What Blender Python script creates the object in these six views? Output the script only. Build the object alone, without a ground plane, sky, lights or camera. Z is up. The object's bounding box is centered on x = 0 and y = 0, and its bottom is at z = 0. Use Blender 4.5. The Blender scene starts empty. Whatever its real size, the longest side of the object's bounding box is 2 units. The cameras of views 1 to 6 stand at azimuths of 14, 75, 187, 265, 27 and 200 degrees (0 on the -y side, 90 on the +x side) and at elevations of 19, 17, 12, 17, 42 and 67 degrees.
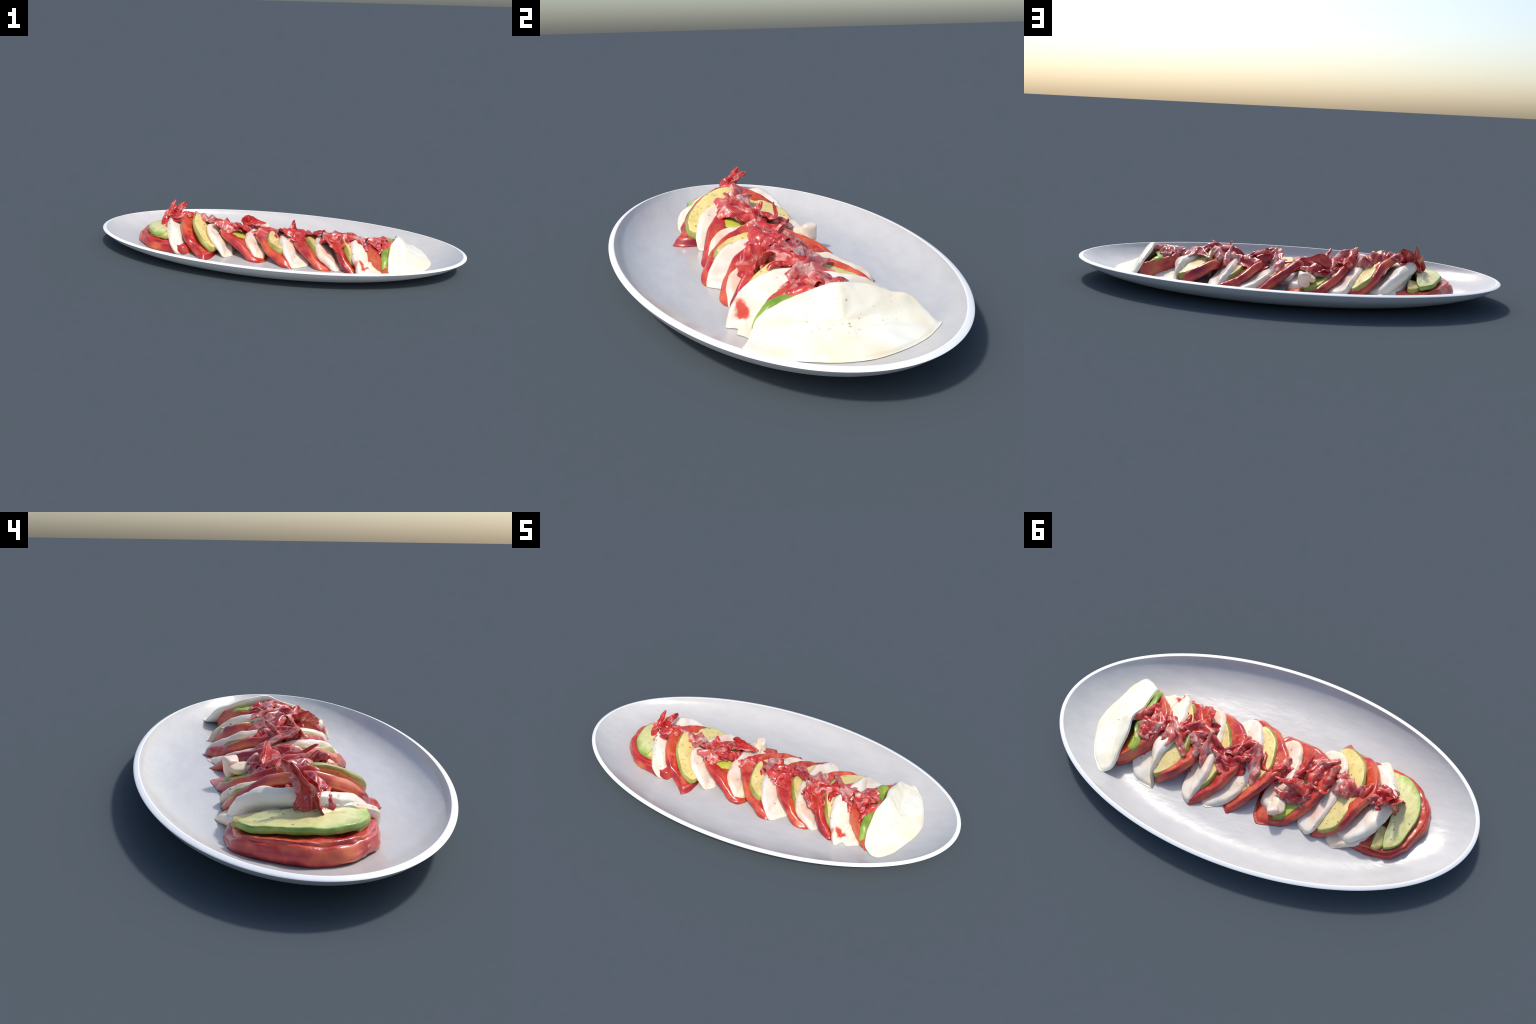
# Caprese-style salad row (tomato, mozzarella, avocado, prosciutto) on an oval white plate.
import bpy, math, random
from mathutils import Vector, Matrix, noise

random.seed(7)
COLL = bpy.context.scene.collection


# ------------------------------------------------------------------ nodes
def new_mat(name):
    m = bpy.data.materials.new(name)
    m.use_nodes = True
    nt = m.node_tree
    return m, nt, nt.nodes["Principled BSDF"]


def nd(nt, kind, **vals):
    n = nt.nodes.new("ShaderNode" + kind)
    for k, v in vals.items():
        if k in n.inputs.keys():
            n.inputs[k].default_value = v
        else:
            setattr(n, k, v)
    return n


def ramp(nt, fac, stops, interp="LINEAR"):
    r = nt.nodes.new("ShaderNodeValToRGB")
    r.color_ramp.interpolation = interp
    els = r.color_ramp.elements
    while len(els) < len(stops):
        els.new(0.5)
    for e, (p, c) in zip(els, stops):
        e.position = p
        e.color = (*c, 1) if len(c) == 3 else c
    nt.links.new(fac, r.inputs["Fac"])
    return r.outputs["Color"]


def mix(nt, fac, a, b, mode="MIX"):
    m = nt.nodes.new("ShaderNodeMix")
    m.data_type = "RGBA"
    m.blend_type = mode
    for sock, v in ((m.inputs[0], fac), (m.inputs[6], a), (m.inputs[7], b)):
        if isinstance(v, (int, float)):
            sock.default_value = v
        elif isinstance(v, tuple):
            sock.default_value = (*v, 1)
        else:
            nt.links.new(v, sock)
    return m.outputs[2]


def coords(nt, kind="Object", scale=(1, 1, 1), rnd=True):
    tc = nt.nodes.new("ShaderNodeTexCoord")
    mp = nt.nodes.new("ShaderNodeMapping")
    mp.inputs["Scale"].default_value = scale
    nt.links.new(tc.outputs[kind], mp.inputs["Vector"])
    if rnd:
        oi = nt.nodes.new("ShaderNodeObjectInfo")
        ml = nd(nt, "Math", operation="MULTIPLY")
        ml.inputs[1].default_value = 37.0
        nt.links.new(oi.outputs["Random"], ml.inputs[0])
        nt.links.new(ml.outputs[0], mp.inputs["Location"])
    return mp.outputs["Vector"]


def tex_noise(nt, vec, scale, detail=4, rough=0.55, dist=0.0):
    n = nd(nt, "TexNoise", Scale=scale, Detail=detail, Roughness=rough, Distortion=dist)
    nt.links.new(vec, n.inputs["Vector"])
    return n.outputs["Fac"]


def bump(nt, bsdf, h, strength=0.3, dist=0.004):
    b = nd(nt, "Bump", Strength=strength, Distance=dist)
    nt.links.new(h, b.inputs["Height"])
    nt.links.new(b.outputs["Normal"], bsdf.inputs["Normal"])


def radial(nt, cy, kx=2.0, ky=1.0):
    """Distance from the cut centre of a half-moon slice, 0 .. 1 at the rim."""
    tc = nt.nodes.new("ShaderNodeTexCoord")
    mp = nt.nodes.new("ShaderNodeMapping")
    mp.inputs["Location"].default_value = (-0.5 * kx, -cy * ky, 0)
    mp.inputs["Scale"].default_value = (kx, ky, 0)
    nt.links.new(tc.outputs["Generated"], mp.inputs["Vector"])
    ln = nd(nt, "VectorMath", operation="LENGTH")
    nt.links.new(mp.outputs["Vector"], ln.inputs[0])
    return ln.outputs["Value"]


def pepper(nt, col, vec, scale, size, amount, tint=(0.06, 0.035, 0.015), heap=None):
    """Ground black pepper: small scattered specks in clusters."""
    v = nd(nt, "TexVoronoi", Scale=scale, Randomness=1.0)
    nt.links.new(vec, v.inputs["Vector"])
    spot = ramp(nt, v.outputs["Distance"], [(0.0, (1, 1, 1)), (size * 0.6, (1, 1, 1)), (size + 0.14, (0, 0, 0))])
    cl = ramp(nt, tex_noise(nt, vec, scale * 0.16, 2), [(0.5 - amount, (0, 0, 0)), (0.62 - amount, (1, 1, 1))])
    if heap:  # ground over the middle of the slice, thinning outwards
        cl = ramp(nt, radial(nt, heap, 2.4, 2.0), [(0.25, (1, 1, 1)), (0.8, (0.0, 0.0, 0.0))])
    w = nd(nt, "TexWhiteNoise")
    nt.links.new(v.outputs["Position"], w.inputs["Vector"])
    keep = ramp(nt, w.outputs["Value"], [(0.4, (0, 0, 0)), (0.95, (1, 1, 1))])
    f = mix(nt, 1.0, spot, cl, "MULTIPLY")
    f = mix(nt, 1.0, f, keep, "MULTIPLY")
    return mix(nt, f, col, tint)


def mat_tomato_flesh():
    m, nt, b = new_mat("tomato_flesh")
    v = coords(nt)
    n = tex_noise(nt, v, 26, 5, 0.6, 0.6)
    col = ramp(nt, n, [(0.3, (0.36, 0.014, 0.02)), (0.47, (0.54, 0.035, 0.032)), (0.6, (0.68, 0.12, 0.06)), (0.74, (0.72, 0.27, 0.16))])
    r = radial(nt, 0.1)
    ring = ramp(nt, r, [(0.75, (0, 0, 0)), (0.95, (0.85, 0.85, 0.85))])
    col = mix(nt, ring, col, (0.54, 0.03, 0.035))
    big = ramp(nt, tex_noise(nt, v, 8, 2), [(0.44, (0, 0, 0)), (0.6, (1, 1, 1))])
    col = mix(nt, big, col, mix(nt, 0.5, col, (0.78, 0.17, 0.045)))
    seeds = ramp(nt, tex_noise(nt, v, 75, 3), [(0.6, (0, 0, 0)), (0.72, (0.32, 0.32, 0.32))])
    col = mix(nt, seeds, col, (0.85, 0.45, 0.26))
    oi = nt.nodes.new("ShaderNodeObjectInfo")
    col = mix(nt, ramp(nt, oi.outputs["Random"], [(0.0, (0, 0, 0)), (1.0, (0.75, 0.75, 0.75))]), col, mix(nt, 1.0, col, (0.8, 0.55, 0.6), "MULTIPLY"))
    col = pepper(nt, col, v, 95, 0.16, 0.03, (0.12, 0.02, 0.01))
    nt.links.new(col, b.inputs["Base Color"])
    b.inputs["Roughness"].default_value = 0.27
    b.inputs["Coat Weight"].default_value = 0.25
    b.inputs["Coat Roughness"].default_value = 0.12
    bump(nt, b, tex_noise(nt, v, 60, 3), 0.5, 0.003)
    return m


def mat_tomato_skin():
    m, nt, b = new_mat("tomato_skin")
    v = coords(nt)
    n = tex_noise(nt, v, 9, 4)
    col = ramp(nt, n, [(0.34, (0.28, 0.013, 0.02)), (0.46, (0.45, 0.028, 0.028)), (0.56, (0.6, 0.085, 0.035)), (0.68, (0.66, 0.15, 0.05))])
    nt.links.new(col, b.inputs["Base Color"])
    b.inputs["Roughness"].default_value = 0.28
    b.inputs["Coat Weight"].default_value = 0.3
    b.inputs["Coat Roughness"].default_value = 0.1
    bump(nt, b, tex_noise(nt, v, 22, 3), 0.35, 0.004)
    return m


def mat_mozzarella(name, stain, specks, base=(0.85, 0.8, 0.73), grain=55, grain_tint=(0.3, 0.16, 0.07), heap=None):
    m, nt, b = new_mat(name)
    v = coords(nt)
    n = tex_noise(nt, v, 8, 4)
    warm = tuple(x * y for x, y in zip(base, (1.0, 0.9, 0.76)))
    col = ramp(nt, n, [(0.38, base), (0.66, warm)])
    pk = ramp(nt, tex_noise(nt, v, 6, 3), [(0.5, (0, 0, 0)), (0.78, (1, 1, 1))])
    pkf = mix(nt, 1.0, pk, (stain, stain, stain), "MULTIPLY")
    col = mix(nt, pkf, col, (0.8, 0.36, 0.24))
    col = pepper(nt, col, v, grain, 0.17, specks, grain_tint, heap)
    nt.links.new(col, b.inputs["Base Color"])
    b.inputs["Roughness"].default_value = 0.31
    b.inputs["Subsurface Weight"].default_value = 0.08
    b.inputs["Subsurface Scale"].default_value = 0.02
    bump(nt, b, tex_noise(nt, v, 34, 3), 0.25, 0.004)
    return m


def stain_material(obj, where):
    """Red juice smear at a spot of one slice, in that slice's own object space."""
    m = obj.data.materials[0].copy()
    m.name = "mozzarella_with_tomato_smear"
    obj.data.materials[0] = m
    nt = m.node_tree
    b = nt.nodes["Principled BSDF"]
    old = b.inputs["Base Color"].links[0].from_socket
    p = obj.matrix_world.inverted() @ Vector(where)
    p.z *= 1.0
    tc = nt.nodes.new("ShaderNodeTexCoord")
    mp = nt.nodes.new("ShaderNodeMapping")
    sc = (44, 20, 8)
    mp.inputs["Scale"].default_value = sc
    mp.inputs["Location"].default_value = tuple(-a * k for a, k in zip(p, sc))
    nt.links.new(tc.outputs["Object"], mp.inputs["Vector"])
    ln = nd(nt, "VectorMath", operation="LENGTH")
    nt.links.new(mp.outputs["Vector"], ln.inputs[0])
    add = nd(nt, "Math", operation="MULTIPLY_ADD")
    add.inputs[1].default_value = 1.3
    nt.links.new(tex_noise(nt, tc.outputs["Object"], 28, 4), add.inputs[0])
    nt.links.new(ln.outputs["Value"], add.inputs[2])
    sub = nd(nt, "MapRange")
    sub.inputs["From Min"].default_value = 1.25
    sub.inputs["From Max"].default_value = 1.6
    nt.links.new(add.outputs[0], sub.inputs["Value"])
    nt.links.new(mix(nt, sub.outputs["Result"], (0.66, 0.09, 0.05), old), b.inputs["Base Color"])


def mat_avocado(name, inner, mid, rim, specks, at=(0.85, 1.14, 1.34)):
    def stops(*c):
        return list(zip((x * 0.5 for x in at), c))

    m, nt, b = new_mat(name)
    v = coords(nt)
    n = tex_noise(nt, v, 11, 4)
    r = radial(nt, 0.0)
    add = nd(nt, "Math", operation="MULTIPLY_ADD")
    add.inputs[1].default_value = 0.35
    nt.links.new(n, add.inputs[0])
    nt.links.new(r, add.inputs[2])
    half = nd(nt, "Math", operation="MULTIPLY")
    half.inputs[1].default_value = 0.5
    nt.links.new(add.outputs[0], half.inputs[0])
    col = ramp(nt, half.outputs[0], stops(inner, mid, rim))
    tint = ramp(nt, tex_noise(nt, v, 9, 3, 0.6, 0.8), [(0.45, (0, 0, 0)), (0.68, (0.6, 0.6, 0.6))])
    col = mix(nt, tint, col, mid if name.startswith('avocado_lime') else (0.68, 0.6, 0.2))
    pale = ramp(nt, tex_noise(nt, v, 13, 4), [(0.5, (0, 0, 0)), (0.7, (0.5, 0.5, 0.5))])
    col = mix(nt, pale, col, (0.86, 0.74, 0.42) if not name.startswith('avocado_lime') else (0.7, 0.7, 0.2))
    brown = ramp(nt, tex_noise(nt, v, 16, 5, 0.7), [(0.55, (0, 0, 0)), (0.7, (0.55, 0.55, 0.55))])
    col = mix(nt, brown, col, (0.4, 0.23, 0.07))
    col = pepper(nt, col, v, 62, 0.19, specks + 0.05, (0.07, 0.045, 0.015))
    nt.links.new(col, b.inputs["Base Color"])
    b.inputs["Roughness"].default_value = 0.34
    bump(nt, b, tex_noise(nt, v, 40, 3), 0.25, 0.003)
    return m


def mat_avocado_rim(name, a, c):
    m, nt, b = new_mat(name)
    v = coords(nt)
    col = ramp(nt, tex_noise(nt, v, 14, 4), [(0.35, a), (0.7, c)])
    nt.links.new(col, b.inputs["Base Color"])
    b.inputs["Roughness"].default_value = 0.35
    bump(nt, b, tex_noise(nt, v, 30, 3), 0.3, 0.003)
    return m


def mat_ham(name, pale):
    m, nt, b = new_mat(name)
    v = coords(nt, scale=(1, 1, 1))
    n = tex_noise(nt, v, 13, 5, 0.6, 1.2)
    col = ramp(nt, n, [(0.3 - pale, (0.19, 0.01, 0.014)), (0.46 - pale, (0.4, 0.018, 0.022)), (0.58 - pale, (0.55, 0.04, 0.035)),
                       (0.66 - pale, (0.6, 0.11, 0.075)), (0.73 - pale, (0.66, 0.4, 0.34))])
    streak = ramp(nt, tex_noise(nt, coords(nt, scale=(1, 1.8, 1)), 10, 3, 0.5, 1.2), [(0.54, (0, 0, 0)), (0.59, (0.5, 0.5, 0.5)), (0.66, (0, 0, 0))])
    col = mix(nt, streak, col, (0.74, 0.47, 0.41))
    fine = tex_noise(nt, v, 70, 3)
    col = mix(nt, ramp(nt, fine, [(0.55, (0, 0, 0)), (0.78, (0.12, 0.12, 0.12))]), col, (0.68, 0.28, 0.2))
    nt.links.new(col, b.inputs["Base Color"])
    b.inputs["Roughness"].default_value = 0.24
    b.inputs["Coat Weight"].default_value = 0.12
    b.inputs["Coat Roughness"].default_value = 0.08
    bump(nt, b, tex_noise(nt, v, 45, 4), 0.5, 0.004)
    return m


def mat_fat():
    m, nt, b = new_mat("prosciutto_fat")
    v = coords(nt)
    n = tex_noise(nt, v, 16, 5, 0.65, 0.8)
    col = ramp(nt, n, [(0.36, (0.42, 0.025, 0.03)), (0.5, (0.56, 0.12, 0.1)), (0.6, (0.66, 0.38, 0.33)), (0.78, (0.72, 0.54, 0.49))])
    nt.links.new(col, b.inputs["Base Color"])
    b.inputs["Roughness"].default_value = 0.26
    b.inputs["Coat Weight"].default_value = 0.25
    b.inputs["Coat Roughness"].default_value = 0.1
    bump(nt, b, tex_noise(nt, v, 45, 4), 0.4, 0.004)
    return m


def mat_plate(name, c, rough, mottled):
    m, nt, b = new_mat(name)
    v = coords(nt, scale=(2.5, 7, 7), rnd=False)
    n = tex_noise(nt, v, 3.0, 5, 0.6)
    lo = tuple(x * (1 - mottled) for x in c)
    nt.links.new(ramp(nt, n, [(0.3, lo), (0.7, c)]), b.inputs["Base Color"])
    rr = ramp(nt, n, [(0.3, (rough * 0.9,) * 3), (0.7, (rough * 1.15,) * 3)])
    nt.links.new(rr, b.inputs["Roughness"])
    bump(nt, b, tex_noise(nt, v, 5.0, 4), 0.1, 0.01)
    return m


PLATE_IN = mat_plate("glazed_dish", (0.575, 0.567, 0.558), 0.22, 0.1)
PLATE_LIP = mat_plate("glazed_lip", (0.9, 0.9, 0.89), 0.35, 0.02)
PLATE_OUT = mat_plate("glazed_underside", (0.72, 0.71, 0.7), 0.4, 0.03)  # base colour lightened so the shadowed underside renders as bright as the target's
TOM_F, TOM_S = mat_tomato_flesh(), mat_tomato_skin()
MOZ = mat_mozzarella("mozzarella_curd", 0.75, 0.04, (0.85, 0.785, 0.69))
MOZ_STAIN = mat_mozzarella("mozzarella_stained_curd", 0.6, 0.04, (0.86, 0.81, 0.72))
MOZ_END = mat_mozzarella("mozzarella_outer_curd", 0.0, 0.13, (0.87, 0.86, 0.75), 74, (0.36, 0.2, 0.09), 0.62)
AVO_Y = mat_avocado("avocado_ripe_flesh", (0.8, 0.62, 0.27), (0.77, 0.62, 0.23), (0.48, 0.46, 0.09), 0.07)
AVO_YR = mat_avocado_rim("avocado_ripe_edge", (0.26, 0.25, 0.045), (0.5, 0.43, 0.12))
AVO_G = mat_avocado("avocado_green_flesh", (0.77, 0.71, 0.4), (0.68, 0.7, 0.31), (0.38, 0.53, 0.11), 0.03, (0.6, 1.0, 1.18))
AVO_GR = mat_avocado_rim("avocado_green_edge", (0.13, 0.24, 0.035), (0.34, 0.44, 0.1))
AVO_L = mat_avocado("avocado_lime_flesh", (0.6, 0.6, 0.1), (0.45, 0.53, 0.06), (0.16, 0.3, 0.035), 0.05)
AVO_LR = mat_avocado_rim("avocado_lime_edge", (0.16, 0.29, 0.03), (0.42, 0.5, 0.08))
HAM, HAM_PALE, FAT = mat_ham("prosciutto_meat", 0.0), mat_ham("prosciutto_marbled", 0.07), mat_fat()


# ------------------------------------------------------------------ plate
RA, RB = 1.0, 0.508
LIP_W = 0.0175


def plate_top(x, y):
    """Height of the dish's inner surface."""
    s = math.hypot(x / RA, y / RB)
    return 0.017 + (0.085 * max(0.0, (s - 0.5) / 0.482) ** 4.2 if s > 0.5 else 0.0)


def plate_under(s):
    return 0.0855 * max(0.0, (s - 0.5) / 0.5) ** 3 + 0.0095 * max(0.0, (s - 0.96) / 0.04)


def build_plate(parent_label):
    N = 256

    def ring(s, inset, z):
        out = []
        for i in range(N):
            t = 2 * math.pi * i / N
            c, sn = math.cos(t), math.sin(t)
            x, y = RA * s * c, RB * s * sn
            nx, ny = c / RA, sn / RB
            l = math.hypot(nx, ny)
            out.append((x - inset * nx / l, y - inset * ny / l, z))
        return out

    rings, mats = [], []
    ss = [0.08, 0.25, 0.42, 0.5] + [0.5 + 0.46 * (k / 18) for k in range(1, 19)] + [0.975, 0.988]
    for s in ss:
        rings.append(ring(s, 0, plate_under(s)))
        mats.append(2)
    rings.append(ring(1, 0.0008, 0.0945)); mats.append(2)
    rings.append(ring(1, 0.0, 0.0957)); mats.append(1)
    rings.append(ring(1, 0.0008, 0.0968)); mats.append(1)
    rings.append(ring(1, 0.006, 0.0987)); mats.append(1)
    rings.append(ring(1, LIP_W - 0.004, 0.1016)); mats.append(1)
    rings.append(ring(1, LIP_W - 0.001, 0.102)); mats.append(1)
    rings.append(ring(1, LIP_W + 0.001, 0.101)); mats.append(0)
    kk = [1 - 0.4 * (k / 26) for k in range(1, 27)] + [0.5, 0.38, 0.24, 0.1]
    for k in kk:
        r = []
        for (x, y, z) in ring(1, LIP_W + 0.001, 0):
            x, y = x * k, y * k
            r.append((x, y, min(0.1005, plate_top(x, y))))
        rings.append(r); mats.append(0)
    verts = [p for r in rings for p in r]
    faces, fm = [], []
    for k in range(len(rings) - 1):
        for i in range(N):
            j = (i + 1) % N
            faces.append((k * N + i, k * N + j, (k + 1) * N + j, (k + 1) * N + i))
            fm.append(mats[k + 1] if mats[k] == mats[k + 1] else mats[k])
    verts += [(0, 0, 0.0), (0, 0, 0.017)]
    nb, ntp = len(verts) - 2, len(verts) - 1
    L = (len(rings) - 1) * N
    for i in range(N):
        j = (i + 1) % N
        faces.append((nb, j, i)); fm.append(2)
        faces.append((ntp, L + i, L + j)); fm.append(0)
    groups = {"dish": (0,), "lip": (1,), "underside": (2,)}
    root = bpy.data.objects.new("serving_plate", None)
    COLL.objects.link(root)
    for name, ids in groups.items():
        sel = [f for f, q in zip(faces, fm) if q in ids]
        used = sorted({v for f in sel for v in f})
        mp = {v: i for i, v in enumerate(used)}
        me = bpy.data.meshes.new(name)
        me.from_pydata([verts[v] for v in used], [], [tuple(mp[v] for v in f) for f in sel])
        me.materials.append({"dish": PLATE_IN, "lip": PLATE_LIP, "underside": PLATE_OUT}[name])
        for p in me.polygons:
            p.use_smooth = True
        o = bpy.data.objects.new(name, me)
        COLL.objects.link(o)
        o.parent = root
    root["label"] = parent_label
    root["category"] = "oval plate"
    return root


# ------------------------------------------------------------------ slices
def spline(pts, n, closed=False):
    """Centripetal-ish Catmull-Rom resampled evenly to n points."""
    P = [Vector(p) for p in pts]
    m = len(P)
    fine = []
    segs = m if closed else m - 1
    for i in range(segs):
        if closed:
            p0, p1, p2, p3 = P[i - 1], P[i], P[(i + 1) % m], P[(i + 2) % m]
        else:
            p0, p1, p2, p3 = P[max(i - 1, 0)], P[i], P[i + 1], P[min(i + 2, m - 1)]
        for k in range(12):
            t = k / 12
            fine.append(0.5 * ((2 * p1) + (p2 - p0) * t + (2 * p0 - 5 * p1 + 4 * p2 - p3) * t * t
                               + (3 * p1 - p0 - 3 * p2 + p3) * t ** 3))
    fine.append(P[0].copy() if closed else P[-1].copy())
    acc = [0.0]
    for a, b in zip(fine, fine[1:]):
        acc.append(acc[-1] + (b - a).length)
    out, j = [], 0
    tot = n if closed else n - 1
    for k in range(n):
        d = acc[-1] * k / tot
        while j < len(acc) - 2 and acc[j + 1] < d:
            j += 1
        f = (d - acc[j]) / max(1e-9, acc[j + 1] - acc[j])
        out.append(fine[j].lerp(fine[j + 1], min(1, max(0, f))))
    return out


KINDS = {  # thickness, edge fillet, front bulge, wobble amplitude, wobble frequency
    "tomato_slice": (0.038, 0.010, 0.0015, 0.0055, 13),
    "mozzarella_slice": (0.030, 0.012, 0.009, 0.0062, 15),
    "avocado_slice": (0.022, 0.008, 0.0055, 0.004, 15),
}


def slab(kind, arc, mats, lower=None, thick=None, sag=0.02, bulge=None, fillet=None, wob=None, parent=None, up=None, taper=0.55, flare=0.0, back=0.0, bulge_tilt=0.0, bulge_up=0.0, blunt=None):
    """Half-moon slice: `arc` is the exposed rim of its front face from the -y end
    over the crest to the +y end; the cut edge below closes it."""
    t0, f0, b0, w0, wf = KINDS[kind]
    t = thick or t0
    fil = min(fillet or f0, t * 0.49)
    bl = b0 if bulge is None else bulge
    wa = w0 if wob is None else wob
    A = spline(arc, 64)
    a, b = A[0], A[-1]
    mid = (a + b) / 2
    ex = (b - a).normalized()
    crest = sum((A[i] for i in range(24, 40)), Vector()) / 16
    ey = crest - mid
    if up is not None:
        ey = Vector(up)
    ey = (ey - ex * ey.dot(ex)).normalized()
    ez = ex.cross(ey)
    M = Matrix((ex, ey, ez)).transposed().to_4x4()
    M.translation = mid
    Mi = M.inverted()
    top = [Mi @ p for p in A]
    down = Mi.to_3x3() @ Vector((0, 0, -1))
    skirt = 0.45 if kind == "avocado_slice" else 0.85
    fwd = Mi.to_3x3() @ Vector((1, 0, 0))
    if up is not None:
        bp = bm = 0.0
    else:
        bp, bm = blunt or {"tomato_slice": (0.02, 0.03), "mozzarella_slice": (0.05, 0.04), "avocado_slice": (0.015, 0.015)}[kind]
    if lower:
        low = [Mi @ p for p in spline([tuple(b)] + list(lower) + [tuple(a)], 42)][1:-1]
    else:
        low = []
        for k in range(1, 40):
            q = top[-1].lerp(top[0], k / 40)
            u = k / 40
            s = 1 - (2 * u - 1) ** 2
            w = bp * min(1, u / 0.08) * (1 - u) ** 2.5 + bm * min(1, (1 - u) / 0.08) * u ** 2.5
            low.append(q + Vector((0, -sag * s, 0)) + fwd * w)
    O = top + low
    # soften the outline once so that corners stay rounded
    n = len(O)
    O = [(O[i - 1] + 2 * O[i] + O[(i + 1) % n]) / 4 for i in range(n)]
    cx = sum(p.x for p in O) / n
    cy = sum(p.y for p in O) / n
    cz = sum(p.z for p in O) / n
    C = Vector((cx, cy, cz))
    vtop = max(p.y for p in top)
    prof = []  # (inset distance or None, centre factor, height)
    for f in (0.06, 0.14, 0.22, 0.3, 0.38, 0.46, 0.54, 0.62, 0.7, 0.78, 0.85, 0.91, 0.96):
        prof.append((fil * 1.0, f, 0.0, 0))
    for k in range(5):
        th = math.pi / 2 * k / 4
        prof.append((fil * (1 - math.sin(th)), 1.0, -fil * (1 - math.cos(th)), 0 if k < (1 if kind == 'avocado_slice' else 2) else 1))
    for k in (0.33, 0.66):
        prof.append((-0.04 * t - flare * k, 1.0, -fil - (t - 2 * fil) * k, 1))
    for k in range(5):
        th = math.pi / 2 * k / 4
        prof.append((fil * (1 - math.cos(th)) - flare * (1 - th / 3), 1.0, -t + fil * (1 - math.sin(th)), 1 if k < 3 else 0))
    for f in (0.85, 0.65, 0.4, 0.15):
        prof.append((fil, f, -t, 1))
    seed = Vector((random.uniform(-50, 50), random.uniform(-50, 50), random.uniform(-50, 50)))
    verts, fm = [], []
    for (ins, f, h, mt) in prof:
        for p in O:
            d = p - C
            r = math.hypot(d.x, d.y)
            g = f * max(0.02, 1 - ins / max(r, 1e-4))
            hb = (bl + bulge_tilt * (C.x + d.x * g) + bulge_up * d.y * g) * (1 - g * g) if h > -t * 0.5 else -back * (1 - g * g)
            low_part = max(0.0, 1 - max(0.0, C.y + d.y * g) / max(1e-4, vtop))
            if up is None:
                k = low_part * skirt
                off = (Vector((0, 0, 1)).lerp(-down, k)) * (h * (1 + taper * low_part))
                swell = {"tomato_slice": 0.02}.get(kind, 0.008) * low_part * min(1.0, -h / (0.6 * t)) * g
                off += Vector((d.x, d.y, 0)) * (swell / max(r, 0.02))
            else:
                off = Vector((0, 0, h))
            verts.append(C + Vector((d.x * g, d.y * g, d.z * f + hb)) + off)
    R = len(prof)
    verts.append(C + Vector((0, 0, bl)))
    verts.append(C + Vector((0, 0, -t)))
    out = []
    for v in verts:
        w = M @ v
        w = w + noise.noise_vector(w * wf + seed) * wa + noise.noise_vector(w * wf * 3 + seed) * wa * 0.4 + noise.noise_vector(w * 110 + seed) * wa * 0.16
        zt = plate_top(w.x, w.y) + 0.0015
        if w.z < zt:
            w.z = zt + 0.0004 * noise.noise(w * 90)
        out.append(Mi @ w)
    faces, fmat = [], []
    for k in range(R - 1):
        for i in range(n):
            j = (i + 1) % n
            faces.append((k * n + i, (k + 1) * n + i, (k + 1) * n + j, k * n + j))
            fmat.append(prof[k][3])
    for i in range(n):
        j = (i + 1) % n
        faces.append((R * n, i, j)); fmat.append(0)
        faces.append((R * n + 1, (R - 1) * n + j, (R - 1) * n + i)); fmat.append(0)
    # the outline runs clockwise seen from the front, so flip to face outward
    me = bpy.data.meshes.new(kind)
    me.from_pydata(out, [], [tuple(reversed(f)) for f in faces])
    for mm in mats:
        me.materials.append(mm)
    for p, q in zip(me.polygons, fmat):
        p.use_smooth = True
        p.material_index = min(q, len(mats) - 1)
    o = bpy.data.objects.new(kind, me)
    o.matrix_world = M
    COLL.objects.link(o)
    o.parent = parent
    return o


def lump(name, c, size, mats, seed, wob=0.009, rot=0.0, parent=None, power=4.0):
    """Rounded block (a torn or cut piece)."""
    U, V = 36, 20
    me = bpy.data.meshes.new(name)
    verts, faces = [], []

    def sp(v):
        return math.copysign(abs(v) ** (2 / power), v)
    for j in range(V + 1):
        ph = math.pi * (j / V - 0.5)
        for i in range(U):
            th = 2 * math.pi * i / U
            p = Vector((sp(math.cos(ph)) * sp(math.cos(th)) * size[0], sp(math.cos(ph)) * sp(math.sin(th)) * size[1], sp(math.sin(ph)) * size[2]))
            p += noise.noise_vector(p * 25 + Vector((seed, 0, 0))) * wob
            verts.append(p)
    for j in range(V):
        for i in range(U):
            k = (i + 1) % U
            faces.append((j * U + i, j * U + k, (j + 1) * U + k, (j + 1) * U + i))
    me.from_pydata(verts, [], faces)
    for mm in mats:
        me.materials.append(mm)
    for p in me.polygons:
        p.use_smooth = True
    o = bpy.data.objects.new(name, me)
    o.location = c
    o.rotation_euler = (0, 0, rot)
    COLL.objects.link(o)
    o.parent = parent
    return o


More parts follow.
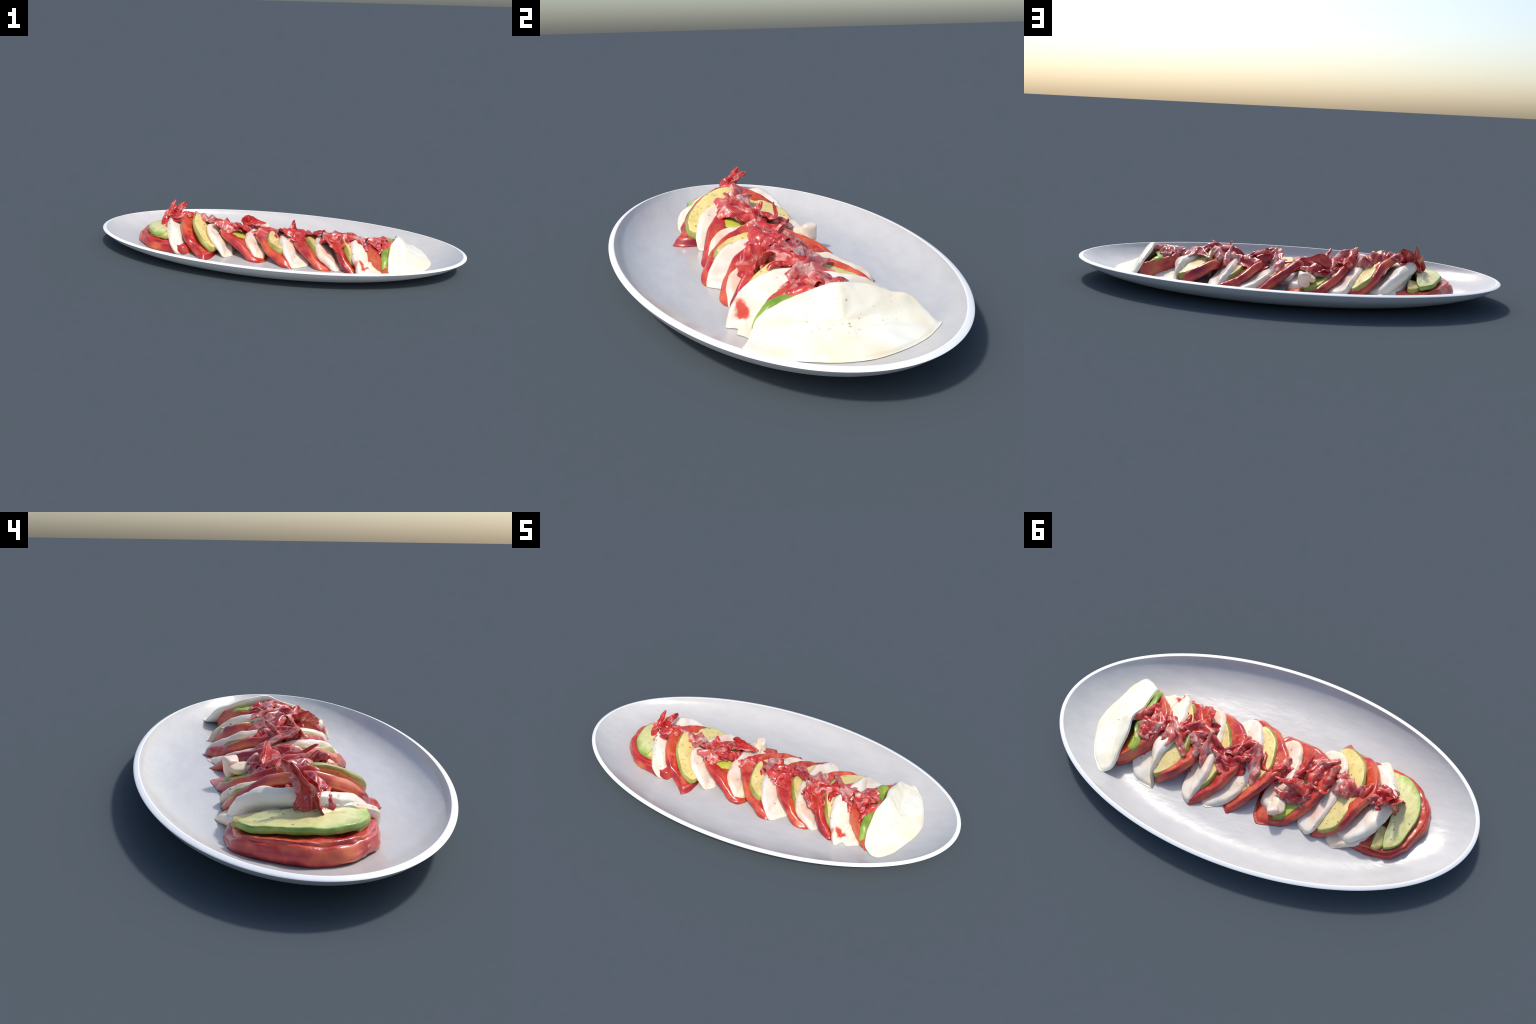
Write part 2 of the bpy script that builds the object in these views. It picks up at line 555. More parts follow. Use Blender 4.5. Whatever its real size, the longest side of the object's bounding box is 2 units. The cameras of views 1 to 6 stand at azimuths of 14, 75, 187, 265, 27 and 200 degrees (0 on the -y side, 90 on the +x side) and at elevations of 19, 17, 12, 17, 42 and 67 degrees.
# ------------------------------------------------------------------ prosciutto
def ham(spine, widths, twist=0.0, arch=0.6, seed=0, fat=0.3, thick=0.0065, side=None, parent=None, ruffle=0.34):
    """Crumpled strip of cured ham along a spine; widths taper it, arch cups it,
    twist turns it, the band nearest one border is fat."""
    n, m = 30, 15
    S = spline(spine, n)
    W = spline([(w * 1.2, 0, 0) for w in widths], n)
    rng = random.Random(seed)
    off = Vector((rng.uniform(-30, 30), rng.uniform(-30, 30), rng.uniform(-30, 30)))
    for p in S:
        p.z -= 0.004
    c0 = sum(S, Vector()) / n
    grid = []
    for i, p in enumerate(S):
        T = (S[min(i + 1, n - 1)] - S[max(i - 1, 0)]).normalized()
        ref = Vector(side) if side else (Vector((0, 0, 1)).cross(T) if abs(T.z) < 0.92 else Vector((0.3, 1, 0)))
        B = (ref - T * ref.dot(T)).normalized()
        B = Matrix.Rotation(twist * i / (n - 1), 3, T) @ B
        Nn = T.cross(B).normalized()
        if not side and Nn.z < 0 and abs(twist) < 0.1:
            Nn = -Nn
        w = max(0.0015, W[i].x * 0.5)
        row = []
        for j in range(m):
            u = 2 * j / (m - 1) - 1
            q = p + B * (u * w * (1 + 0.3 * noise.noise(p * 40 + off + Vector((u, 0, 0))) + 0.28 * noise.noise(p * 85 + off + Vector((2.5 * (u > 0), 0, 0)))))
            q += Nn * (-arch * w * u * u)
            fold = math.sin(u * 3.4 + 6.0 * noise.noise(p * 9 + off)) * ruffle * w - 0.2 * ruffle * w
            q += Nn * fold
            q += noise.noise_vector(q * 26 + off) * 0.007 * min(1, w / 0.02) + noise.noise_vector(q * 70 + off) * 0.002
            row.append(q)
        grid.append(row)
    # thickness: offset both faces along grid normals, thinning to the borders
    def nrm(i, j):
        a = grid[min(i + 1, n - 1)][j] - grid[max(i - 1, 0)][j]
        b = grid[i][min(j + 1, m - 1)] - grid[i][max(j - 1, 0)]
        v = a.cross(b)
        return v.normalized() if v.length > 1e-9 else Vector((0, 0, 1))
    verts = []
    for sgn in (1, -1):
        for i in range(n):
            for j in range(m):
                u = abs(2 * j / (m - 1) - 1)
                e = math.sqrt(max(0.0, 1 - u ** 6)) * math.sqrt(max(0.0, 1 - (abs(2 * i / (n - 1) - 1)) ** 10))
                verts.append(grid[i][j] + nrm(i, j) * (sgn * thick * 0.5 * (0.25 + 0.75 * e)) - c0)
    faces, fm = [], []
    half = n * m

    for i in range(n - 1):
        for j in range(m - 1):
            k = i * m + j
            faces.append((k, k + m, k + m + 1, k + 1)); fm.append(0)
            faces.append((half + k, half + k + 1, half + k + m + 1, half + k + m)); fm.append(0)
    def strip(a, b):
        faces.append((a, b, half + b, half + a)); fm.append(0)
    for i in range(n - 1):
        strip((i + 1) * m, i * m)
        strip(i * m + m - 1, (i + 1) * m + m - 1)
    for j in range(m - 1):
        strip(j, j + 1)
        strip((n - 1) * m + j + 1, (n - 1) * m + j)
    me = bpy.data.meshes.new("prosciutto_strip")
    me.from_pydata(verts, [], faces)
    me.materials.append(FAT if fat > 0.32 else HAM_PALE if fat > 0.12 else HAM)
    for p, q in zip(me.polygons, fm):
        p.use_smooth = True
        p.material_index = q
    o = bpy.data.objects.new("prosciutto_strip", me)
    o.location = c0
    COLL.objects.link(o)
    md = o.modifiers.new("smooth", "SUBSURF")
    md.levels = md.render_levels = 1
    o.parent = parent
    return o


# ================================================================== build
plate = build_plate("shallow oval white glazed plate with a bright bevelled lip")
salad = bpy.data.objects.new("caprese_salad", None)
COLL.objects.link(salad)
salad["label"] = "leaning row of tomato, mozzarella, avocado slices topped with prosciutto"
salad["category"] = "salad"

TOM = (TOM_F, TOM_S)
AY, AG, AL = (AVO_Y, AVO_YR), (AVO_G, AVO_GR), (AVO_L, AVO_LR)


def tomato(arc, **k):
    return slab("tomato_slice", arc, TOM, parent=salad, **k)


def mozz(arc, mat=MOZ, **k):
    return slab("mozzarella_slice", arc, (mat,), parent=salad, **k)


def avo(arc, mats=AY, **k):
    return slab("avocado_slice", arc, mats, parent=salad, **k)


FLAT = (-1, 0, 0.02)
# --- the -x end: two thick tomato slices lying flat, avocado on them
tomato([(-0.46, -0.2, 0.06), (-0.592, -0.194, 0.064), (-0.669, -0.172, 0.069), (-0.729, -0.117, 0.073), (-0.767, -0.07, 0.076),
        (-0.779, -0.02, 0.076), (-0.778, 0.042, 0.076), (-0.752, 0.108, 0.074), (-0.719, 0.165, 0.07), (-0.677, 0.205, 0.062),
        (-0.608, 0.222, 0.05), (-0.535, 0.22, 0.046), (-0.46, 0.208, 0.046)], thick=0.05, up=FLAT, sag=0.06, fillet=0.014, flare=0.006, wob=0.009)
tomato([(-0.52, -0.18, 0.075), (-0.6, -0.182, 0.078), (-0.66, -0.162, 0.082), (-0.718, -0.11, 0.085), (-0.755, -0.05, 0.086),
        (-0.762, 0.024, 0.086), (-0.742, 0.095, 0.085), (-0.705, 0.155, 0.081), (-0.66, 0.196, 0.074), (-0.6, 0.21, 0.066), (-0.52, 0.2, 0.064)],
       thick=0.03, up=FLAT, sag=0.06, fillet=0.007, wob=0.01)
avo([(-0.56, -0.165, 0.1), (-0.592, -0.165, 0.1), (-0.647, -0.151, 0.1), (-0.692, -0.113, 0.1)], AY, up=FLAT, thick=0.02, sag=0.03,
    lower=[(-0.62, -0.03, 0.11), (-0.57, -0.09, 0.11)])
avo([(-0.593, -0.159, 0.108), (-0.647, -0.149, 0.109), (-0.694, -0.113, 0.11), (-0.722, -0.064, 0.111), (-0.732, 0.0, 0.112),
     (-0.722, 0.063, 0.11), (-0.698, 0.138, 0.106), (-0.673, 0.175, 0.1), (-0.628, 0.2, 0.092)], AG, up=FLAT, thick=0.021,
    lower=[(-0.613, 0.14, 0.11), (-0.617, 0.07, 0.12), (-0.605, 0.0, 0.126), (-0.595, -0.08, 0.122)])
avo([(-0.64, 0.1, 0.09), (-0.632, 0.17, 0.086), (-0.6, 0.207, 0.08), (-0.572, 0.205, 0.082)], AY, up=FLAT, thick=0.02,
    lower=[(-0.575, 0.14, 0.098), (-0.58, 0.1, 0.1)])
# --- first mozzarella pair
mozz([(-0.5, -0.212, 0.05), (-0.53, -0.206, 0.088), (-0.552, -0.178, 0.108), (-0.578, -0.13, 0.126), (-0.602, -0.05, 0.142), (-0.592, 0.02, 0.14),
      (-0.58, 0.09, 0.12), (-0.555, 0.15, 0.09), (-0.515, 0.2, 0.065), (-0.466, 0.222, 0.052), (-0.41, 0.244, 0.036)], thick=0.026, bulge=0.002)
mozz([(-0.457, -0.188, 0.028), (-0.485, -0.187, 0.065), (-0.507, -0.18, 0.098), (-0.538, -0.153, 0.128), (-0.563, -0.118, 0.145), (-0.583, -0.08, 0.155),
      (-0.596, -0.035, 0.168), (-0.594, 0.03, 0.175), (-0.585, 0.075, 0.177), (-0.573, 0.102, 0.174), (-0.556, 0.133, 0.168), (-0.54, 0.157, 0.158),
      (-0.516, 0.18, 0.135), (-0.49, 0.196, 0.11), (-0.46, 0.204, 0.078), (-0.437, 0.2, 0.058)], thick=0.05, taper=0.3, fillet=0.02, back=0.012)
# --- tomato, avocado, mozzarella, repeated down the row
tomato([(-0.345, -0.25, 0.05), (-0.36, -0.224, 0.06), (-0.395, -0.2, 0.08), (-0.445, -0.178, 0.115), (-0.48, -0.14, 0.15), (-0.504, -0.083, 0.18),
        (-0.514, -0.03, 0.196), (-0.51, 0.018, 0.198), (-0.489, 0.048, 0.186), (-0.463, 0.09, 0.174), (-0.434, 0.137, 0.142), (-0.42, 0.157, 0.122),
        (-0.388, 0.187, 0.096), (-0.35, 0.206, 0.07), (-0.312, 0.212, 0.045)], thick=0.036)
avo([(-0.31, -0.202, 0.072), (-0.335, -0.205, 0.095), (-0.362, -0.196, 0.115), (-0.383, -0.18, 0.136), (-0.423, -0.135, 0.17), (-0.443, -0.094, 0.192), (-0.453, -0.051, 0.2),
     (-0.457, -0.01, 0.195), (-0.45, 0.04, 0.164), (-0.44, 0.084, 0.146), (-0.427, 0.125, 0.138), (-0.4, 0.177, 0.11), (-0.369, 0.197, 0.09),
     (-0.33, 0.206, 0.064)], thick=0.02, bulge=0.012)
mozz([(-0.242, -0.168, 0.03), (-0.262, -0.178, 0.07), (-0.293, -0.172, 0.11), (-0.332, -0.148, 0.138), (-0.35, -0.11, 0.158), (-0.362, -0.065, 0.166),
      (-0.364, -0.023, 0.155), (-0.36, 0.03, 0.14), (-0.35, 0.089, 0.126), (-0.329, 0.154, 0.104), (-0.31, 0.2, 0.086), (-0.298, 0.22, 0.068),
      (-0.275, 0.225, 0.045)], thick=0.028)
tomato([(-0.056, -0.188, 0.032), (-0.1, -0.182, 0.055), (-0.15, -0.165, 0.098), (-0.195, -0.15, 0.12), (-0.23, -0.136, 0.13), (-0.27, -0.108, 0.148),
        (-0.292, -0.067, 0.158), (-0.3, -0.009, 0.15), (-0.294, 0.06, 0.137), (-0.27, 0.112, 0.118), (-0.246, 0.146, 0.1), (-0.224, 0.172, 0.085),
        (-0.182, 0.206, 0.06), (-0.14, 0.222, 0.045), (-0.1, 0.228, 0.035), (-0.06, 0.24, 0.026)], thick=0.036)
avo([(-0.142, -0.158, 0.074), (-0.165, -0.15, 0.095), (-0.19, -0.138, 0.113), (-0.212, -0.12, 0.122), (-0.236, -0.078, 0.13), (-0.246, -0.012, 0.132),
     (-0.24, 0.066, 0.122), (-0.222, 0.12, 0.1), (-0.2, 0.158, 0.082), (-0.18, 0.19, 0.067), (-0.15, 0.21, 0.056), (-0.12, 0.212, 0.05)], AL, thick=0.026)
mozz([(-0.065, -0.172, 0.05), (-0.08, -0.172, 0.075), (-0.103, -0.16, 0.1), (-0.123, -0.142, 0.112), (-0.142, -0.108, 0.122), (-0.15, -0.052, 0.128),
      (-0.148, 0.0, 0.128), (-0.15, 0.08, 0.118), (-0.142, 0.13, 0.102), (-0.125, 0.155, 0.086), (-0.085, 0.175, 0.06)], thick=0.03)
tomato([(0.13, -0.215, 0.036), (0.085, -0.22, 0.062), (0.045, -0.2, 0.082), (-0.002, -0.175, 0.1), (-0.047, -0.127, 0.125), (-0.085, -0.078, 0.136),
        (-0.1, -0.044, 0.138), (-0.095, 0.005, 0.132), (-0.07, 0.055, 0.142), (-0.025, 0.117, 0.118), (0.022, 0.177, 0.09), (0.056, 0.212, 0.062),
        (0.088, 0.238, 0.034)], thick=0.034)
avo([(0.066, -0.178, 0.1), (0.034, -0.172, 0.108), (-0.002, -0.141, 0.116), (-0.028, -0.091, 0.127), (-0.038, -0.037, 0.133),
     (-0.042, 0.011, 0.13), (-0.028, 0.051, 0.125), (-0.002, 0.09, 0.107), (0.022, 0.127, 0.09), (0.055, 0.165, 0.07), (0.09, 0.192, 0.05)], thick=0.024)
mozz([(0.17, -0.2, 0.03), (0.155, -0.218, 0.034), (0.127, -0.227, 0.038), (0.11, -0.205, 0.075), (0.085, -0.172, 0.108), (0.055, -0.118, 0.128), (0.04, -0.065, 0.134),
      (0.032, -0.001, 0.13), (0.038, 0.06, 0.118), (0.05, 0.12, 0.097), (0.065, 0.16, 0.086), (0.092, 0.198, 0.067), (0.137, 0.226, 0.045), (0.198, 0.254, 0.026)],
     thick=0.034)
tomato([(0.32, -0.195, 0.032), (0.28, -0.2, 0.045), (0.245, -0.19, 0.07), (0.215, -0.172, 0.096), (0.18, -0.15, 0.115), (0.138, -0.107, 0.13), (0.11, -0.063, 0.138),
        (0.095, 0.001, 0.138), (0.1, 0.07, 0.13), (0.128, 0.117, 0.118), (0.16, 0.165, 0.098), (0.19, 0.198, 0.075), (0.224, 0.23, 0.058),
        (0.265, 0.262, 0.042)], thick=0.036)
avo([(0.262, -0.162, 0.066), (0.255, -0.162, 0.09), (0.236, -0.136, 0.11), (0.21, -0.101, 0.12), (0.187, -0.06, 0.127), (0.17, -0.01, 0.128),
     (0.17, 0.041, 0.123), (0.182, 0.083, 0.115), (0.196, 0.137, 0.1), (0.213, 0.171, 0.086), (0.242, 0.201, 0.07)], thick=0.026)
mozz([(0.363, -0.194, 0.026), (0.35, -0.2, 0.05), (0.325, -0.198, 0.075), (0.295, -0.187, 0.093), (0.268, -0.163, 0.108), (0.252, -0.12, 0.122), (0.237, -0.065, 0.13),
      (0.232, -0.013, 0.132), (0.23, 0.045, 0.13), (0.23, 0.1, 0.122), (0.231, 0.14, 0.118), (0.24, 0.178, 0.096), (0.25, 0.215, 0.075), (0.257, 0.242, 0.066),
      (0.27, 0.268, 0.045)], thick=0.036)
tomato([(0.45, -0.215, 0.032), (0.425, -0.205, 0.06), (0.39, -0.188, 0.095), (0.352, -0.135, 0.142), (0.31, -0.06, 0.15), (0.29, 0.004, 0.148),
        (0.298, 0.05, 0.138), (0.313, 0.092, 0.127), (0.333, 0.127, 0.12), (0.388, 0.18, 0.099), (0.42, 0.199, 0.082), (0.45, 0.206, 0.064)], thick=0.04)
avo([(0.445, -0.178, 0.08), (0.425, -0.17, 0.105), (0.399, -0.14, 0.13), (0.376, -0.092, 0.148), (0.362, -0.05, 0.152), (0.352, -0.005, 0.152),
     (0.354, 0.08, 0.125), (0.367, 0.13, 0.108), (0.395, 0.163, 0.096), (0.428, 0.192, 0.084), (0.46, 0.209, 0.074)], thick=0.026, bulge=0.012)
m17 = mozz([(0.565, -0.205, 0.032), (0.541, -0.225, 0.026), (0.525, -0.21, 0.05), (0.508, -0.222, 0.045), (0.494, -0.238, 0.028), (0.477, -0.222, 0.075), (0.455, -0.19, 0.112), (0.434, -0.134, 0.14),
      (0.426, -0.075, 0.147), (0.425, -0.03, 0.148), (0.432, 0.03, 0.14), (0.457, 0.1, 0.128), (0.47, 0.155, 0.113), (0.477, 0.205, 0.085), (0.472, 0.235, 0.065), (0.462, 0.25, 0.05), (0.468, 0.256, 0.03)],
     MOZ_STAIN, thick=0.034, bulge=0.02,
     lower=[(0.55, 0.23, 0.034), (0.585, 0.18, 0.036), (0.605, 0.05, 0.05), (0.605, -0.1, 0.05), (0.595, -0.19, 0.034)])
tomato([(0.632, -0.208, 0.04), (0.614, -0.192, 0.07), (0.58, -0.172, 0.095), (0.535, -0.128, 0.118), (0.51, -0.086, 0.13), (0.5, -0.046, 0.136),
        (0.5, -0.004, 0.136), (0.51, 0.036, 0.133), (0.528, 0.07, 0.129), (0.566, 0.117, 0.12), (0.608, 0.161, 0.112), (0.645, 0.193, 0.102)], thick=0.056, fillet=0.008, sag=0.0, blunt=(0.0, 0.0001))
avo([(0.61, -0.196, 0.062), (0.608, -0.18, 0.09), (0.602, -0.148, 0.116), (0.604, -0.1, 0.126), (0.622, -0.03, 0.126), (0.624, 0.03, 0.126), (0.605, 0.075, 0.128),
     (0.59, 0.112, 0.124), (0.602, 0.138, 0.117), (0.62, 0.14, 0.1)], AL, thick=0.026, sag=0.0, blunt=(0.0, 0.0001))
mozz([(0.7, -0.248, 0.045), (0.672, -0.24, 0.048), (0.63, -0.21, 0.052), (0.625, -0.186, 0.1), (0.625, -0.12, 0.13), (0.627, -0.06, 0.147), (0.646, 0.0, 0.17),
      (0.64, 0.06, 0.163), (0.641, 0.118, 0.149), (0.649, 0.165, 0.13), (0.648, 0.212, 0.114), (0.664, 0.247, 0.075), (0.709, 0.265, 0.048)], MOZ_END, thick=0.024, bulge=0.009, bulge_tilt=0.08, bulge_up=0.16, taper=0.0, wob=0.004,
     lower=[(0.737, 0.236, 0.048), (0.79, 0.152, 0.042), (0.822, 0.04, 0.038), (0.815, -0.02, 0.038), (0.802, -0.068, 0.038), (0.775, -0.13, 0.042),
            (0.755, -0.187, 0.043), (0.726, -0.228, 0.045)])

# --- odd pieces: chunks of mozzarella that stick out at the sides
lump("mozzarella_chunk", (-0.112, 0.188, 0.083), (0.026, 0.025, 0.034), (MOZ,), 3, rot=0.3, parent=salad, power=4.5)
lump("mozzarella_chunk", (-0.13, 0.158, 0.084), (0.03, 0.042, 0.018), (MOZ,), 5, rot=0.2, parent=salad, power=2.4)

# tomato juice smeared on the folded mozzarella
stain_material(m17, (0.512, -0.196, 0.088))

# --- prosciutto
def strips(rows):
    for r in rows:
        ham(parent=salad, **r)


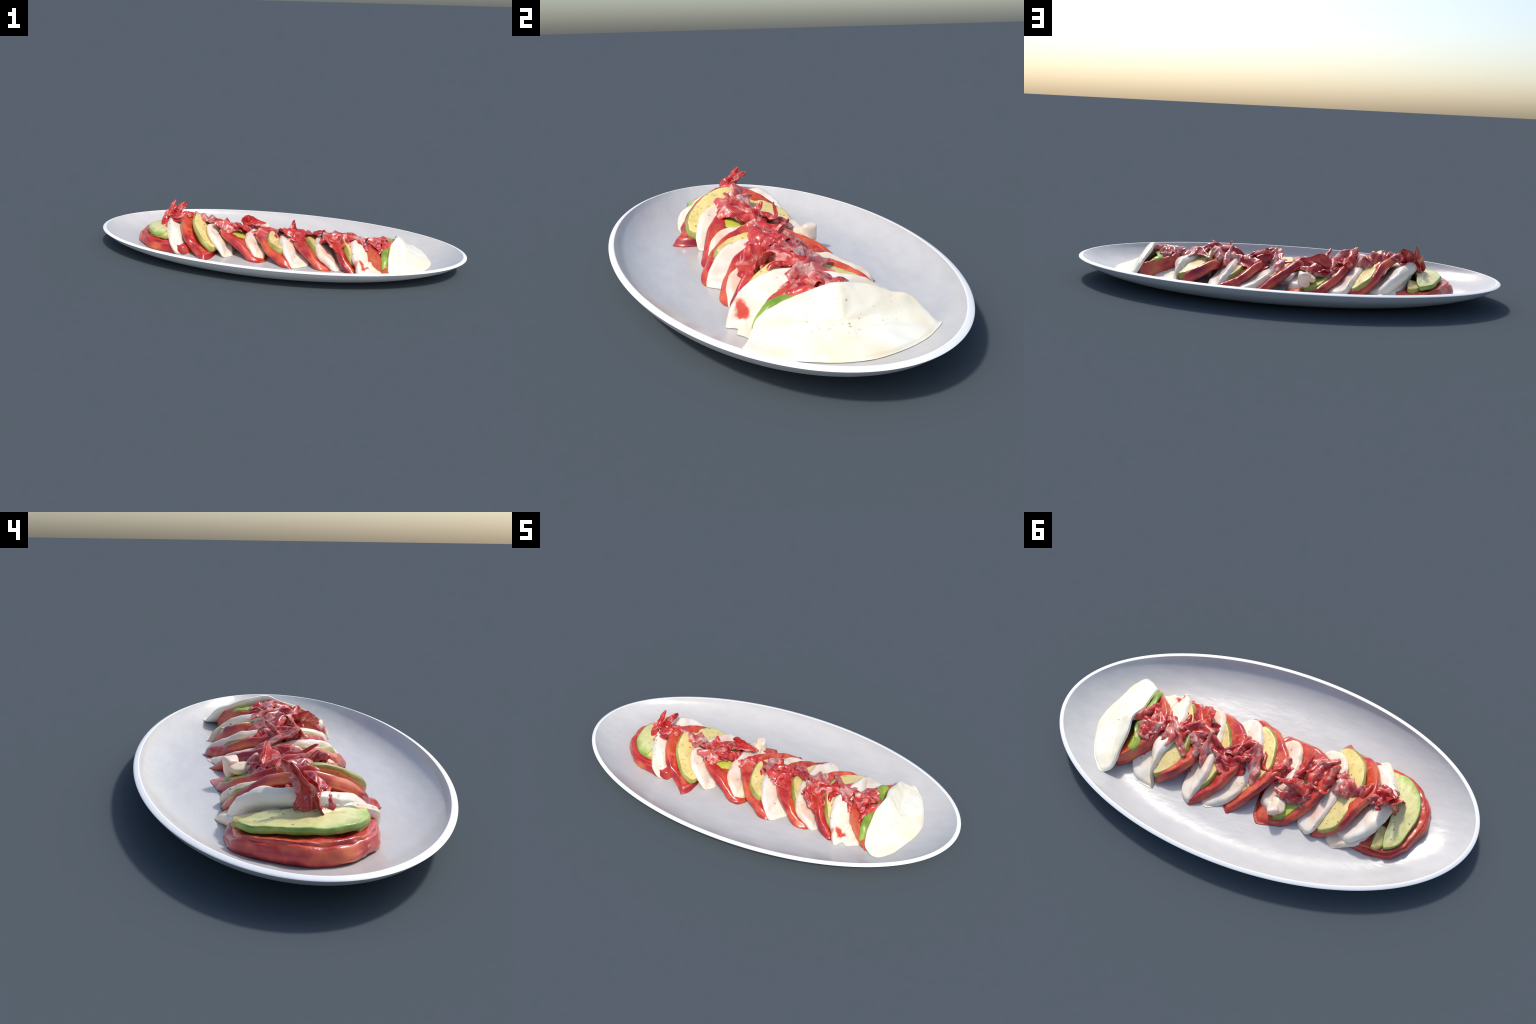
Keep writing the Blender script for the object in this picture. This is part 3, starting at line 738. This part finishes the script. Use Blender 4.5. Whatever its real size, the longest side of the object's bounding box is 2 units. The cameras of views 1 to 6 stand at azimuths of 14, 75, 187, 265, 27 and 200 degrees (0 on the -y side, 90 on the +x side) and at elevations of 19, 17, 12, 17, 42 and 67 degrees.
E_ = (0.3, 1, 0)
strips([
    # tall folded pieces at the -x end
    dict(spine=[(-0.64, -0.002, 0.115), (-0.63, 0.004, 0.15), (-0.613, 0.03, 0.2), (-0.602, 0.055, 0.249)], widths=[0.05, 0.06, 0.04, 0.008], side=(0.4, 1, 0), arch=-0.35, seed=1, fat=0.2),
    dict(spine=[(-0.595, 0.0, 0.15), (-0.578, 0.02, 0.185), (-0.56, 0.045, 0.212), (-0.537, 0.073, 0.234)], widths=[0.06, 0.07, 0.05, 0.01], side=(1, 0.2, 0), arch=0.3, seed=2, fat=0.1),
    dict(spine=[(-0.63, -0.045, 0.129), (-0.605, -0.04, 0.154), (-0.57, -0.02, 0.184), (-0.53, 0, 0.194)], widths=[0.03, 0.06, 0.07, 0.04], seed=3, fat=0.2),
    dict(spine=[(-0.526, -0.018, 0.194), (-0.559, -0.026, 0.184), (-0.59, -0.011, 0.179), (-0.617, 0.012, 0.169)], widths=[0.04, 0.035, 0.05, 0.04], seed=4),
    dict(spine=[(-0.538, 0.045, 0.166), (-0.568, 0.042, 0.161), (-0.599, 0.031, 0.161), (-0.625, 0.015, 0.154)], widths=[0.025, 0.04, 0.045, 0.05], seed=5, fat=0.1),
    dict(spine=[(-0.615, 0.02, 0.119), (-0.645, -0.01, 0.106), (-0.667, -0.04, 0.097), (-0.685, -0.03, 0.096)], widths=[0.05, 0.06, 0.05, 0.02], seed=6, fat=0.1),
    # over the second avocado
    dict(spine=[(-0.346, -0.047, 0.179), (-0.37, -0.026, 0.183), (-0.389, 0.01, 0.173), (-0.419, 0.045, 0.144)], widths=[0.03, 0.06, 0.08, 0.05], seed=7, fat=0.55),
    dict(spine=[(-0.377, -0.005, 0.184), (-0.408, 0.005, 0.192), (-0.443, 0.008, 0.189), (-0.465, -0.005, 0.212)], widths=[0.06, 0.085, 0.06, 0.01], seed=8, fat=0.6),
    dict(spine=[(-0.462, -0.005, 0.208), (-0.467, 0.016, 0.189), (-0.47, 0.04, 0.174), (-0.469, 0.06, 0.154)], widths=[0.02, 0.04, 0.045, 0.03], seed=9, fat=0.5),
    dict(spine=[(-0.491, 0.045, 0.174), (-0.513, 0.024, 0.192), (-0.535, 0.022, 0.192), (-0.549, 0.04, 0.174)], widths=[0.03, 0.05, 0.05, 0.03], seed=10, fat=0.1),
    # third group
    dict(spine=[(-0.235, 0.1, 0.119), (-0.241, 0.048, 0.144), (-0.25, -0.013, 0.157), (-0.265, -0.054, 0.161)], widths=[0.03, 0.06, 0.08, 0.06], seed=11, fat=0.25),
    dict(spine=[(-0.25, -0.04, 0.154), (-0.277, -0.06, 0.174), (-0.305, -0.08, 0.186), (-0.334, -0.095, 0.186)], widths=[0.05, 0.07, 0.055, 0.015], seed=12, fat=0.35),
    dict(spine=[(-0.31, 0.058, 0.126), (-0.305, 0.019, 0.149), (-0.316, -0.022, 0.175), (-0.336, -0.065, 0.207)], widths=[0.02, 0.05, 0.06, 0.012], seed=13, fat=0.15),
    dict(spine=[(-0.29, 0.04, 0.119), (-0.3, 0.06, 0.137), (-0.309, 0.074, 0.168)], widths=[0.06, 0.035, 0.006], seed=14, side=(1, 0.3, 0), fat=0.3),
    dict(spine=[(-0.213, -0.081, 0.192), (-0.192, -0.04, 0.163), (-0.172, 0.007, 0.145), (-0.162, 0.05, 0.127)], widths=[0.006, 0.045, 0.05, 0.04], seed=15, fat=0.2),
    dict(spine=[(-0.255, -0.11, 0.138), (-0.245, -0.085, 0.152), (-0.225, -0.05, 0.156), (-0.2, -0.01, 0.148)], widths=[0.02, 0.04, 0.05, 0.04], seed=16, fat=0.3),
    dict(spine=[(-0.079, 0.064, 0.161), (-0.126, 0.07, 0.155), (-0.173, 0.076, 0.149), (-0.22, 0.094, 0.124)], widths=[0.006, 0.04, 0.06, 0.04], seed=17, fat=0.2, side=(0, 1, 0.8)),
    dict(spine=[(-0.085, 0.103, 0.126), (-0.13, 0.113, 0.127), (-0.175, 0.108, 0.131), (-0.22, 0.093, 0.127)], widths=[0.012, 0.035, 0.05, 0.04], seed=18, fat=0.3),
    dict(spine=[(-0.145, 0.126, 0.108), (-0.186, 0.12, 0.111), (-0.224, 0.108, 0.114), (-0.26, 0.085, 0.127)], widths=[0.02, 0.05, 0.05, 0.03], seed=19, fat=0.05),
    dict(spine=[(-0.14, 0.03, 0.112), (-0.185, 0.02, 0.115), (-0.22, 0.04, 0.117), (-0.26, 0.02, 0.127)], widths=[0.06, 0.08, 0.09, 0.08], seed=20, fat=0.0),
    # middle
    dict(spine=[(0.015, -0.055, 0.12), (-0.006, 0.002, 0.125), (-0.03, 0.035, 0.122), (-0.08, 0.035, 0.122)], widths=[0.03, 0.04, 0.05, 0.04], seed=21, fat=0.1),
    dict(spine=[(-0.045, 0.045, 0.117), (-0.09, 0.031, 0.125), (-0.112, -0.003, 0.127), (-0.145, -0.018, 0.124)], widths=[0.05, 0.065, 0.06, 0.02], seed=22, fat=0.1),
    dict(spine=[(0.041, -0.053, 0.18), (0.03, 0.001, 0.155), (0.024, 0.059, 0.135), (0.022, 0.122, 0.094)], widths=[0.025, 0.045, 0.045, 0.03], seed=23, fat=0.6),
    dict(spine=[(0.075, -0.015, 0.129), (0.08, 0.015, 0.144), (0.082, 0.04, 0.171), (0.08, 0.059, 0.196)], widths=[0.06, 0.045, 0.025, 0.006], seed=24, fat=0.05, side=(1, 0, 0)),
    dict(spine=[(0.182, 0.017, 0.144), (0.137, -0.013, 0.153), (0.095, -0.047, 0.162), (0.041, -0.051, 0.176)], widths=[0.02, 0.045, 0.06, 0.02], seed=25, fat=0.15),
    dict(spine=[(0.041, -0.051, 0.167), (0.055, -0.02, 0.161), (0.085, 0.014, 0.154), (0.125, 0.046, 0.141)], widths=[0.03, 0.045, 0.05, 0.05], seed=26, fat=0.1),
    dict(spine=[(0.21, 0.04, 0.117), (0.158, 0.053, 0.129), (0.111, 0.057, 0.124), (0.07, 0.045, 0.117)], widths=[0.06, 0.1, 0.09, 0.05], seed=27, fat=0.05),
    dict(spine=[(0.06, -0.085, 0.107), (0.075, -0.06, 0.127), (0.1, -0.03, 0.139), (0.13, 0, 0.135)], widths=[0.05, 0.07, 0.07, 0.05], seed=28, fat=0.1),
    dict(spine=[(0.251, -0.024, 0.174), (0.208, 0.022, 0.151), (0.16, 0.067, 0.135), (0.13, 0.095, 0.114)], widths=[0.02, 0.05, 0.055, 0.03], seed=29, fat=0.2),
    # fourth group
    dict(spine=[(0.256, -0.028, 0.18), (0.262, 0.02, 0.152), (0.267, 0.062, 0.132), (0.269, 0.105, 0.104)], widths=[0.015, 0.045, 0.045, 0.03], seed=30, fat=0.45),
    dict(spine=[(0.345, -0.01, 0.169), (0.31, 0.02, 0.157), (0.302, 0.055, 0.145), (0.31, 0.085, 0.131)], widths=[0.03, 0.05, 0.05, 0.02], seed=31, fat=0.55),
    dict(spine=[(0.415, -0.023, 0.154), (0.366, -0.04, 0.171), (0.318, -0.05, 0.167), (0.257, -0.031, 0.169)], widths=[0.03, 0.05, 0.07, 0.03], seed=32, fat=0.15),
    dict(spine=[(0.37, -0.135, 0.112), (0.336, -0.12, 0.129), (0.32, -0.085, 0.142), (0.31, -0.05, 0.149)], widths=[0.05, 0.08, 0.08, 0.06], seed=33, fat=0.15, side=(1, 0.2, 0)),
    dict(spine=[(0.427, -0.01, 0.154), (0.398, 0.034, 0.155), (0.368, 0.07, 0.145), (0.345, 0.098, 0.138)], widths=[0.03, 0.04, 0.04, 0.012], seed=34, fat=0.4),
    dict(spine=[(0.447, -0.07, 0.139), (0.441, -0.005, 0.157), (0.452, 0.043, 0.144), (0.475, 0.082, 0.117)], widths=[0.04, 0.06, 0.06, 0.03], seed=35, fat=0.5),
    dict(spine=[(0.43, -0.13, 0.124), (0.41, -0.1, 0.132), (0.4, -0.06, 0.142), (0.4, -0.02, 0.142)], widths=[0.02, 0.045, 0.05, 0.04], seed=36, fat=0.3),
    # on the last tomato, against the end mozzarella
    dict(spine=[(0.663, 0.012, 0.154), (0.615, -0.021, 0.149), (0.575, -0.071, 0.137), (0.535, -0.135, 0.107)], widths=[0.02, 0.045, 0.05, 0.03], seed=37, fat=0.3),
    dict(spine=[(0.596, 0.058, 0.139), (0.562, 0.03, 0.154), (0.524, 0.011, 0.152), (0.487, -0.012, 0.158)], widths=[0.06, 0.09, 0.08, 0.02], seed=38, fat=0.35),
    dict(spine=[(0.59, -0.012, 0.154), (0.552, 0.025, 0.157), (0.545, 0.06, 0.144), (0.554, 0.092, 0.117)], widths=[0.04, 0.06, 0.06, 0.03], seed=39, fat=0.25),
    dict(spine=[(0.5, -0.1, 0.114), (0.485, -0.06, 0.125), (0.48, -0.02, 0.132), (0.49, 0.02, 0.127)], widths=[0.02, 0.05, 0.06, 0.05], seed=40, fat=0.3),
    # thin sheets draped over the faces of the slices
    dict(spine=[(-0.3, -0.1, 0.14), (-0.275, -0.075, 0.156), (-0.25, -0.03, 0.16), (-0.235, 0.03, 0.148)], widths=[0.03, 0.06, 0.07, 0.06], seed=51, fat=0.1, arch=0.7),
    dict(spine=[(-0.1, -0.06, 0.132), (-0.085, -0.03, 0.143), (-0.075, 0.01, 0.142), (-0.06, 0.04, 0.128)], widths=[0.05, 0.07, 0.07, 0.04], seed=52, fat=0.25, arch=0.5),
    dict(spine=[(0.24, -0.09, 0.128), (0.275, -0.07, 0.148), (0.305, -0.03, 0.158), (0.33, 0.02, 0.158)], widths=[0.03, 0.07, 0.08, 0.05], seed=53, fat=0.25, arch=0.5),
    dict(spine=[(0.38, -0.12, 0.138), (0.375, -0.075, 0.156), (0.385, -0.03, 0.162), (0.41, 0.02, 0.158)], widths=[0.03, 0.055, 0.065, 0.05], seed=54, fat=0.1, arch=0.5),
    dict(spine=[(0.11, -0.1, 0.132), (0.115, -0.06, 0.148), (0.12, -0.02, 0.152), (0.13, 0.03, 0.146)], widths=[0.03, 0.06, 0.075, 0.06], seed=55, fat=0.25, arch=0.5),
    dict(spine=[(0.56, -0.09, 0.13), (0.54, -0.05, 0.146), (0.52, -0.01, 0.15), (0.5, 0.03, 0.144)], widths=[0.02, 0.05, 0.06, 0.04], seed=56, fat=0.3, arch=0.5),
    dict(spine=[(-0.5, -0.04, 0.19), (-0.49, -0.01, 0.197), (-0.478, 0.02, 0.185), (-0.465, 0.05, 0.16)], widths=[0.02, 0.04, 0.05, 0.03], seed=57, fat=0.1, arch=0.5),
])
